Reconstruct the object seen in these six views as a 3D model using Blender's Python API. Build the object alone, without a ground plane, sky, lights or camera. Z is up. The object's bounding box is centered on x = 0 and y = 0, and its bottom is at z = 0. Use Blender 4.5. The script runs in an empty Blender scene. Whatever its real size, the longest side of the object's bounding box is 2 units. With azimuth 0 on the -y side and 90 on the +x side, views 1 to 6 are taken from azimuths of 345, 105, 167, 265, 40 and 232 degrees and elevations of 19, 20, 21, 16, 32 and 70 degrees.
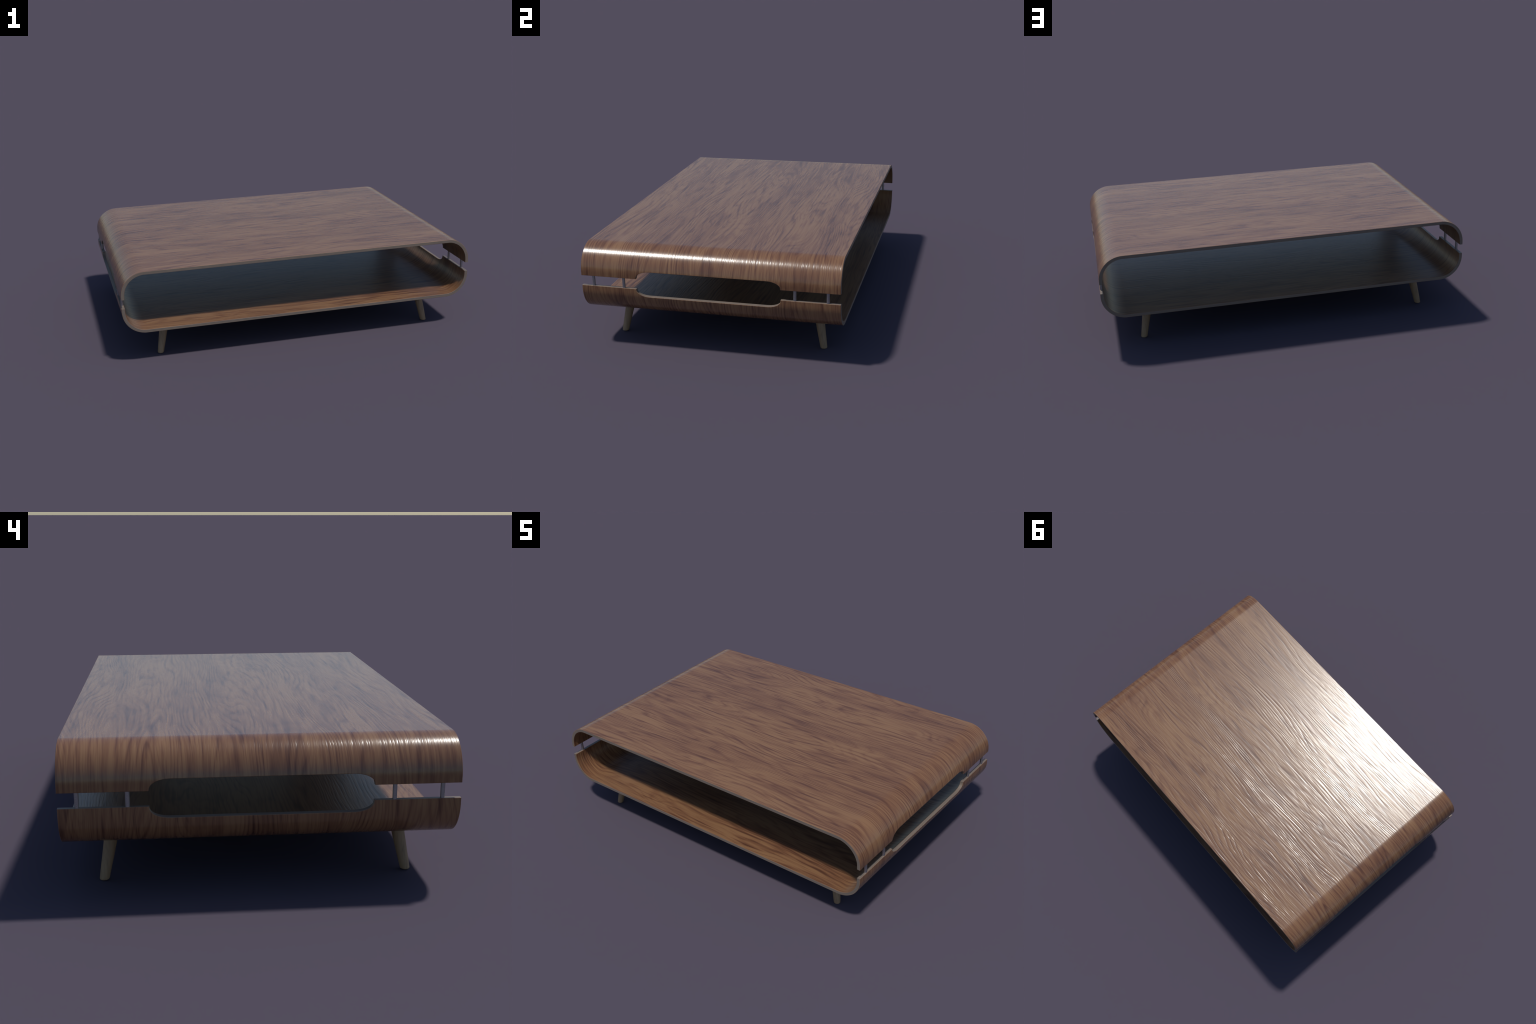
"""Low coffee table: a bent-plywood tube (walnut veneer) split along the middle of both
rounded ends, the two halves held apart by thin metal rods, on four splayed wooden legs."""
import bpy, math
from mathutils import Vector

# ------------------------------------------------------------------ dimensions (metres)
HALF_LENGTH, HALF_WIDTH = 1.000, 0.6485
TOP_Z, BOTTOM_Z = 0.5245, 0.1792
MID_Z, HALF_HEIGHT = (TOP_Z + BOTTOM_Z) / 2, (TOP_Z - BOTTOM_Z) / 2
BEND_R = 0.1295                                 # outer bend radius
FLAT_X = HALF_LENGTH - BEND_R                   # where the flat board starts to bend
STRAIGHT_H = HALF_HEIGHT - BEND_R               # half height of the straight end wall
THICK = 0.0176
BEVEL = 0.0012
GAP_UPPER_Z, GAP_LOWER_Z = 0.3775, 0.3265       # edges of the open slit in the ends
SLOT_UPPER_Z, SLOT_LOWER_Z = 0.4162, 0.2870     # hand slot in the middle of each end
SLOT_HALF, SLOT_CORNER, SLOT_POWER = 0.363, 0.074, 2.2
ROD_R, ROD_X, ROD_Y = 0.0073, 0.9910, (0.4290, 0.5873)
LEG_FOOT = (0.790, 0.5295)
LEG_LEAN = (-0.196, -0.188)                     # run per metre of rise, first quadrant


# ------------------------------------------------------------------ node helper
class Nodes:
    def __init__(self, name):
        self.mat = bpy.data.materials.new(name)
        self.mat.use_nodes = True
        self.t = self.mat.node_tree
        self.bsdf = self.t.nodes["Principled BSDF"]

    def put(self, sock, val):
        if isinstance(val, bpy.types.NodeSocket):
            self.t.links.new(val, sock)
        else:
            sock.default_value = val

    def math(self, op, a, b=None, c=None):
        n = self.t.nodes.new("ShaderNodeMath")
        n.operation = op
        for i, v in enumerate((a, b, c)):
            if v is not None:
                self.put(n.inputs[i], v)
        return n.outputs[0]

    def coords(self):
        n = self.t.nodes.new("ShaderNodeTexCoord")
        s = self.t.nodes.new("ShaderNodeSeparateXYZ")
        self.t.links.new(n.outputs["Object"], s.inputs[0])
        return s.outputs[0], s.outputs[1], s.outputs[2]

    def vec(self, x, y, z):
        n = self.t.nodes.new("ShaderNodeCombineXYZ")
        for i, v in enumerate((x, y, z)):
            self.put(n.inputs[i], v)
        return n.outputs[0]

    def noise(self, v, scale=1.0, detail=2.0, rough=0.5, distortion=0.0):
        n = self.t.nodes.new("ShaderNodeTexNoise")
        self.put(n.inputs["Vector"], v)
        n.inputs["Scale"].default_value = scale
        n.inputs["Detail"].default_value = detail
        n.inputs["Roughness"].default_value = rough
        n.inputs["Distortion"].default_value = distortion
        return n.outputs["Fac"]

    def ramp(self, fac, stops):
        n = self.t.nodes.new("ShaderNodeValToRGB")
        e = n.color_ramp.elements
        while len(e) < len(stops):
            e.new(0.5)
        for el, (p, c) in zip(e, stops):
            el.position = p
            el.color = (c, c, c, 1) if isinstance(c, (int, float)) else (*c, 1)
        self.put(n.inputs[0], fac)
        return n.outputs[0]

    def mix(self, fac, a, b, blend="MIX"):
        n = self.t.nodes.new("ShaderNodeMix")
        n.data_type, n.blend_type = "RGBA", blend
        self.put(n.inputs[0], fac)
        for i, v in ((6, a), (7, b)):
            self.put(n.inputs[i], v if isinstance(v, bpy.types.NodeSocket) else (*v, 1))
        return n.outputs[2]

    def bump(self, height, strength, distance, normal=None):
        n = self.t.nodes.new("ShaderNodeBump")
        self.put(n.inputs["Height"], height)
        n.inputs["Strength"].default_value = strength
        n.inputs["Distance"].default_value = distance
        if "Filter Width" in n.inputs:
            n.inputs["Filter Width"].default_value = 0.03
        if normal is not None:
            self.put(n.inputs["Normal"], normal)
        return n.outputs[0]

    def set(self, **kw):
        for k, v in kw.items():
            self.put(self.bsdf.inputs[k.replace("_", " ")], v)


def profile_coords(n):
    """Unrolled coordinates of the bent board: length along the bend and depth below the face."""
    x, y, z = n.coords()
    ax = n.math("ABSOLUTE", x)
    dz = n.math("SUBTRACT", z, MID_Z)
    az = n.math("ABSOLUTE", dz)
    ox = n.math("MAXIMUM", n.math("SUBTRACT", ax, FLAT_X), 0.0)
    over = n.math("SUBTRACT", az, STRAIGHT_H)
    oz = n.math("MAXIMUM", over, 0.0)
    ang = n.math("ARCTAN2", ox, oz)
    wall = n.math("MAXIMUM", n.math("MULTIPLY", over, -1.0), 0.0)
    length = n.math("ADD", n.math("MINIMUM", ax, FLAT_X),
                    n.math("ADD", n.math("MULTIPLY", ang, BEND_R), wall))
    s = n.math("MULTIPLY", length, n.math("SIGN", x))
    depth = n.math("SUBTRACT", BEND_R,
                   n.math("SQRT", n.math("ADD", n.math("MULTIPLY", ox, ox), n.math("MULTIPLY", oz, oz))))
    side = n.math("SIGN", dz)
    return s, y, side, depth


def veneer(name, seed, gloss, specular=0.52, tone=1.0, contrast=1.0):
    n = Nodes(name)
    s, y, side, depth = profile_coords(n)
    w = n.math("MULTIPLY_ADD", side, 3.7, seed)
    sc = lambda a, k: n.math("MULTIPLY", a, k)
    # slow waviness so the grain wanders along the board
    warp = n.noise(n.vec(sc(s, 1.7), sc(y, 3.0), w), detail=2, rough=0.5)
    fine = n.noise(n.vec(sc(s, 5.5), sc(y, 16.0), n.math("ADD", w, 3.3)), detail=2, rough=0.5)
    yw = n.math("ADD", y, n.math("ADD", n.math("MULTIPLY", n.math("SUBTRACT", warp, 0.5), 0.038),
                                 n.math("MULTIPLY", n.math("SUBTRACT", fine, 0.5), 0.009)))
    # growth rings: straight lines bent by a stretched height field -> long streaks,
    # with cathedral loops and islands where the field runs against the lines
    field = n.noise(n.vec(sc(s, 0.8), sc(yw, 5.2), w), detail=1.6, rough=0.45)
    phase = n.math("ADD", n.math("MULTIPLY", field, 17.0), n.math("MULTIPLY", yw, 46.0))
    saw = n.math("FRACT", phase)
    ring = n.ramp(saw, [(0.0, 0.85), (0.14, 0.30), (0.40, 0.05), (0.70, 0.30), (0.90, 1.0)])
    fine_saw = n.math("FRACT", n.math("MULTIPLY_ADD", phase, 2.37, 0.4))
    fine_ring = n.ramp(fine_saw, [(0.0, 0.8), (0.2, 0.2), (0.6, 0.2), (0.9, 1.0)])
    # rings fade in and out
    fade = n.noise(n.vec(sc(s, 2.2), sc(yw, 15.0), n.math("ADD", w, 9.1)), detail=3, rough=0.6)
    strong = n.ramp(fade, [(0.36, 0.08), (0.64, 1.0)])
    weak = n.ramp(fade, [(0.36, 1.0), (0.60, 0.15)])
    rings = n.math("ADD", n.math("MULTIPLY", ring, strong),
                   n.math("MULTIPLY", n.math("MULTIPLY", fine_ring, weak), 0.45))
    # a few large, faint cathedral arches
    arch_field = n.noise(n.vec(sc(s, 0.9), sc(yw, 5.6), n.math("ADD", w, 12.4)), detail=1.5, rough=0.4)
    arch = n.ramp(n.math("FRACT", n.math("MULTIPLY", arch_field, 17.0)),
                  [(0.0, 0.5), (0.25, 0.0), (0.6, 0.1), (0.9, 1.0)])
    rings = n.math("ADD", rings, n.math("MULTIPLY", arch, 0.34))
    fibre = n.noise(n.vec(sc(s, 4.0), sc(yw, 120.0), n.math("ADD", w, 4.4)), detail=3, rough=0.62)
    fleck = n.noise(n.vec(sc(s, 5.0), sc(yw, 56.0), n.math("ADD", w, 2.2)), detail=2, rough=0.5)
    fleck = n.ramp(fleck, [(0.55, 0.0), (0.74, 1.0)])
    patch = n.noise(n.vec(sc(s, 1.5), sc(yw, 10.0), n.math("ADD", w, 6.6)), detail=3, rough=0.55)
    dark = n.math("ADD", n.math("MULTIPLY", rings, 0.43),
                  n.math("ADD", n.math("MULTIPLY", n.math("SUBTRACT", fibre, 0.5), 0.85),
                         n.math("ADD", n.math("MULTIPLY", fleck, 0.38),
                                n.math("MULTIPLY", n.math("SUBTRACT", patch, 0.5), 0.85))))
    dark = n.math("MULTIPLY_ADD", n.math("SUBTRACT", dark, 0.2), contrast, 0.2)
    shade = lambda r, g, b: (r * tone, g * tone, b * tone)
    colour = n.ramp(dark, [(0.0, shade(0.218, 0.116, 0.058)), (0.26, shade(0.168, 0.081, 0.042)),
                           (0.58, shade(0.112, 0.050, 0.028)), (1.0, shade(0.072, 0.030, 0.018))])
    # relief: open pores and raised ring lines
    groove = n.ramp(saw, [(0.0, 0.0), (0.18, 1.0), (0.62, 1.0), (0.88, 0.0)])
    groove = n.math("MULTIPLY", n.math("SUBTRACT", groove, 1.0), strong)
    h = n.math("ADD", n.math("MULTIPLY", groove, 0.52),
               n.math("SUBTRACT", n.math("MULTIPLY", fibre, 0.28), n.math("MULTIPLY", fleck, 0.22)))
    # short straight ridges left by the veneer cutting
    ridge = n.noise(n.vec(sc(s, 3.2), sc(yw, 75.0), n.math("ADD", w, 7.7)), detail=2, rough=0.55)
    ridge = n.math("ABSOLUTE", n.math("SUBTRACT", ridge, 0.5))
    ridge = n.ramp(ridge, [(0.0, 0.0), (0.07, 0.9), (0.2, 1.0)])
    h = n.math("ADD", h, n.math("MULTIPLY", ridge, 0.30))
    grain = n.noise(n.vec(sc(s, 120.0), sc(y, 300.0), w), detail=2)
    h = n.math("ADD", h, n.math("MULTIPLY", grain, 0.09))
    n.set(Base_Color=colour, Roughness=gloss, Normal=n.bump(h, 0.30, 0.0011))
    n.bsdf.inputs["Specular IOR Level"].default_value = specular
    return n.mat


def ply_edge():
    n = Nodes("plywood_edge")
    s, y, side, depth = profile_coords(n)
    layer = n.math("FRACT", n.math("MULTIPLY", depth, 1.0 / 0.0058))
    line = n.ramp(layer, [(0.0, 1.0), (0.12, 0.2), (0.5, 0.0), (0.88, 0.2), (1.0, 1.0)])
    streak = n.noise(n.vec(n.math("MULTIPLY", s, 12.0), n.math("MULTIPLY", y, 12.0),
                           n.math("MULTIPLY", depth, 260.0)), detail=3)
    f = n.math("ADD", n.math("MULTIPLY", line, 0.45), n.math("MULTIPLY", streak, 0.6))
    colour = n.ramp(f, [(0.15, (0.184, 0.147, 0.120)), (0.8, (0.108, 0.084, 0.069))])
    n.set(Base_Color=colour, Roughness=0.5)
    return n.mat


def leg_wood():
    n = Nodes("pale_leg_wood")
    x, y, z = n.coords()
    v = n.vec(n.math("MULTIPLY", x, 90.0), n.math("MULTIPLY", y, 90.0), n.math("MULTIPLY", z, 7.0))
    g = n.noise(v, detail=4, rough=0.6)
    colour = n.ramp(g, [(0.3, (0.280, 0.190, 0.112)), (0.55, (0.230, 0.153, 0.090)), (0.75, (0.148, 0.095, 0.054))])
    n.set(Base_Color=colour, Roughness=0.45, Normal=n.bump(g, 0.15, 0.001))
    return n.mat


def rod_metal():
    n = Nodes("brushed_grey_metal")
    x, y, z = n.coords()
    g = n.noise(n.vec(x, y, z), scale=900.0, detail=2)
    colour = n.ramp(g, [(0.3, (0.26, 0.245, 0.26)), (0.7, (0.42, 0.40, 0.42))])
    n.set(Base_Color=colour, Metallic=0.9, Roughness=0.42, Normal=n.bump(g, 0.25, 0.0006))
    return n.mat


# ------------------------------------------------------------------ bent board geometry
ARC_LEN = BEND_R * math.pi / 2


def profile_point(s):
    """Outer profile of the upper half in the xz plane (s = length from the middle), with normal."""
    sign, a = (1 if s >= 0 else -1), abs(s)
    if a <= FLAT_X:
        return Vector((s, 0, HALF_HEIGHT)), Vector((0, 0, 1))
    if a <= FLAT_X + ARC_LEN:
        t = (a - FLAT_X) / BEND_R
        nrm = Vector((sign * math.sin(t), 0, math.cos(t)))
        return Vector((sign * FLAT_X, 0, STRAIGHT_H)) + nrm * BEND_R, nrm
    return Vector((sign * HALF_LENGTH, 0, STRAIGHT_H - (a - FLAT_X - ARC_LEN))), Vector((sign, 0, 0))


def length_at(height):
    """Profile length at which the end wall reaches this height above the mid plane."""
    if height <= STRAIGHT_H:
        return FLAT_X + ARC_LEN + (STRAIGHT_H - height)
    return FLAT_X + BEND_R * math.acos((height - STRAIGHT_H) / BEND_R)


def edge_height(y, gap, slot):
    a = abs(y)
    if a >= SLOT_HALF:
        return gap
    inner = SLOT_HALF - SLOT_CORNER
    if a <= inner:
        return slot
    t = (a - inner) / SLOT_CORNER
    return gap + (slot - gap) * (1 - t ** SLOT_POWER) ** (1 / SLOT_POWER)


def build_shell(name, flip, gap_z, slot_z, mats):
    gap, slot = abs(gap_z - MID_Z), abs(slot_z - MID_Z)
    inner = SLOT_HALF - SLOT_CORNER
    corner = [inner + SLOT_CORNER * math.sin(math.pi / 2 * i / 22) for i in range(23)]
    half = [inner * i / 6 for i in range(1, 6)] + corner + [SLOT_HALF + 0.0004]
    half += [SLOT_HALF + (HALF_WIDTH - BEVEL - SLOT_HALF) * i / 5 for i in range(1, 6)]
    ys = [-v for v in reversed(half)] + [0.0] + half
    # profile stations: the flat board, then the bend scaled to end exactly on the cut edge
    flat = [FLAT_X * i / 8 for i in range(0, 8)] + [FLAT_X - 0.004, FLAT_X - 0.001]
    BENDS = 56

    def stations(y):
        total = length_at(edge_height(y, gap, slot)) - BEVEL
        out = flat + [FLAT_X + (total - FLAT_X) * i / BENDS for i in range(BENDS + 1)]
        return [-v for v in reversed(out[1:])] + out

    rows = [stations(y) for y in ys]
    m, k = len(rows[0]), len(ys)
    verts, faces, mat_ids = [], [], []
    zsign = -1 if flip else 1

    def add(s, y, depth):
        p, nrm = profile_point(s)
        q = p - nrm * depth
        verts.append((q.x, y, MID_Z + zsign * q.z))
        return len(verts) - 1

    def face(ids, mat):
        faces.append(tuple(reversed(ids)) if flip else tuple(ids))
        mat_ids.append(mat)

    outer = [[add(s, y, 0.0) for s in rows[j]] for j, y in enumerate(ys)]
    inner_g = [[add(s, y, THICK) for s in rows[j]] for j, y in enumerate(ys)]
    for j in range(k - 1):
        for i in range(m - 1):
            face((outer[j][i], outer[j][i + 1], outer[j + 1][i + 1], outer[j + 1][i]), 0)
            face((inner_g[j + 1][i], inner_g[j + 1][i + 1], inner_g[j][i + 1], inner_g[j][i]), 1)
    # rim: walk round the border, chamfer - core edge - chamfer
    border = [(0, i) for i in range(m)] + [(j, m - 1) for j in range(1, k)] + \
             [(k - 1, i) for i in range(m - 2, -1, -1)] + [(j, 0) for j in range(k - 2, 0, -1)]
    # outward direction of the border in unrolled (length, width) space
    pts = [(rows[j][i], ys[j]) for j, i in border]
    ring_a, ring_b = [], []
    cnt = len(pts)
    for q, (j, i) in enumerate(border):
        (s0, y0), (s1, y1), (s2, y2) = pts[q - 1], pts[q], pts[(q + 1) % cnt]
        def nrm(a, b):
            d = Vector((b[1] - a[1], -(b[0] - a[0])))
            return d.normalized()
        n1, n2 = nrm((s0, y0), (s1, y1)), nrm((s1, y1), (s2, y2))
        bis = n1 + n2
        bis = bis / max(bis.dot(n1), 0.5) if bis.length > 1e-6 else n1
        s, y = s1 + bis.x * BEVEL, y1 + bis.y * BEVEL
        ring_a.append(add(s, y, BEVEL))
        ring_b.append(add(s, y, THICK - BEVEL))
    for q in range(cnt):
        r = (q + 1) % cnt
        (j0, i0), (j1, i1) = border[q], border[r]
        face((outer[j1][i1], outer[j0][i0], ring_a[q], ring_a[r]), 3)
        face((ring_a[r], ring_a[q], ring_b[q], ring_b[r]), 2)
        face((ring_b[r], ring_b[q], inner_g[j0][i0], inner_g[j1][i1]), 3)
    me = bpy.data.meshes.new(name)
    me.from_pydata(verts, [], faces)
    for mt in mats:
        me.materials.append(mt)
    me.polygons.foreach_set("material_index", mat_ids)
    me.polygons.foreach_set("use_smooth", [True] * len(faces))
    me.set_sharp_from_angle(angle=math.radians(32))
    me.update()
    ob = bpy.data.objects.new(name, me)
    bpy.context.scene.collection.objects.link(ob)
    return ob


def lathe_mesh(name, stations, segs, mat):
    """Closed solid of circles: stations are (centre_x, z, radius)."""
    verts, faces = [], []
    for cx, z, r in stations:
        for a in range(segs):
            t = 2 * math.pi * a / segs
            verts.append((cx + r * math.cos(t), r * math.sin(t), z))
    for j in range(len(stations) - 1):
        for a in range(segs):
            b = (a + 1) % segs
            faces.append((j * segs + a, j * segs + b, (j + 1) * segs + b, (j + 1) * segs + a))
    faces.append(tuple(reversed(range(segs))))
    faces.append(tuple((len(stations) - 1) * segs + a for a in range(segs)))
    me = bpy.data.meshes.new(name)
    me.from_pydata(verts, [], faces)
    me.materials.append(mat)
    me.polygons.foreach_set("use_smooth", [True] * len(faces))
    me.set_sharp_from_angle(angle=math.radians(40))
    return me


# ------------------------------------------------------------------ assembly
table = bpy.data.objects.new("coffee_table", None)
bpy.context.scene.collection.objects.link(table)
table["label"] = "low bent-plywood walnut coffee table with rounded open ends"
table["category"] = "coffee table"

outer_mat, inner_mat, edge_mat = veneer("walnut_veneer", 1.3, 0.225), veneer("walnut_veneer_inside", 5.9, 0.36, 0.42, 0.92, 1.25), ply_edge()  # inside: same walnut, base colour darkened and specular cut for the shell's interior shadow
rim_mat = veneer("walnut_veneer_rim", 1.3, 0.65)
upper = build_shell("upper_shell", False, GAP_UPPER_Z, SLOT_UPPER_Z, (outer_mat, inner_mat, edge_mat, rim_mat))
lower = build_shell("lower_shell", True, GAP_LOWER_Z, SLOT_LOWER_Z, (outer_mat, inner_mat, edge_mat, rim_mat))
upper.parent = lower.parent = table

rod_len = GAP_UPPER_Z - GAP_LOWER_Z + 0.012
rod_mesh = lathe_mesh("spacer_rod", [(0, 0, ROD_R), (0, rod_len, ROD_R)], 28, rod_metal())
for sx in (-1, 1):
    for y in (-ROD_Y[1], -ROD_Y[0], ROD_Y[0], ROD_Y[1]):
        rod = bpy.data.objects.new("spacer_rod", rod_mesh)
        rod.location = (sx * ROD_X, y, GAP_LOWER_Z - 0.006)
        rod.parent = table
        bpy.context.scene.collection.objects.link(rod)

lean = math.hypot(*LEG_LEAN)
ROUND = 0.005
leg_top = BOTTOM_Z + 0.006
radius = lambda z: 0.0172 + 0.046 * z
stations = [(lean * ROUND * (1 - math.cos(t)), ROUND * (1 - math.cos(t)), radius(0) - ROUND * (1 - math.sin(t)))
            for t in [math.pi / 2 * i / 7 for i in range(8)]]
stations += [(lean * z, z, radius(z)) for z in [ROUND + (leg_top - ROUND) * i / 8 for i in range(1, 9)]]
leg_mesh = lathe_mesh("leg", stations, 40, leg_wood())
for sx in (1, -1):
    for sy in (1, -1):
        leg = bpy.data.objects.new("leg", leg_mesh)
        leg.location = (sx * LEG_FOOT[0], sy * LEG_FOOT[1], 0)
        leg.rotation_euler = (0, 0, math.atan2(sy * LEG_LEAN[1], sx * LEG_LEAN[0]))
        leg.parent = table
        bpy.context.scene.collection.objects.link(leg)
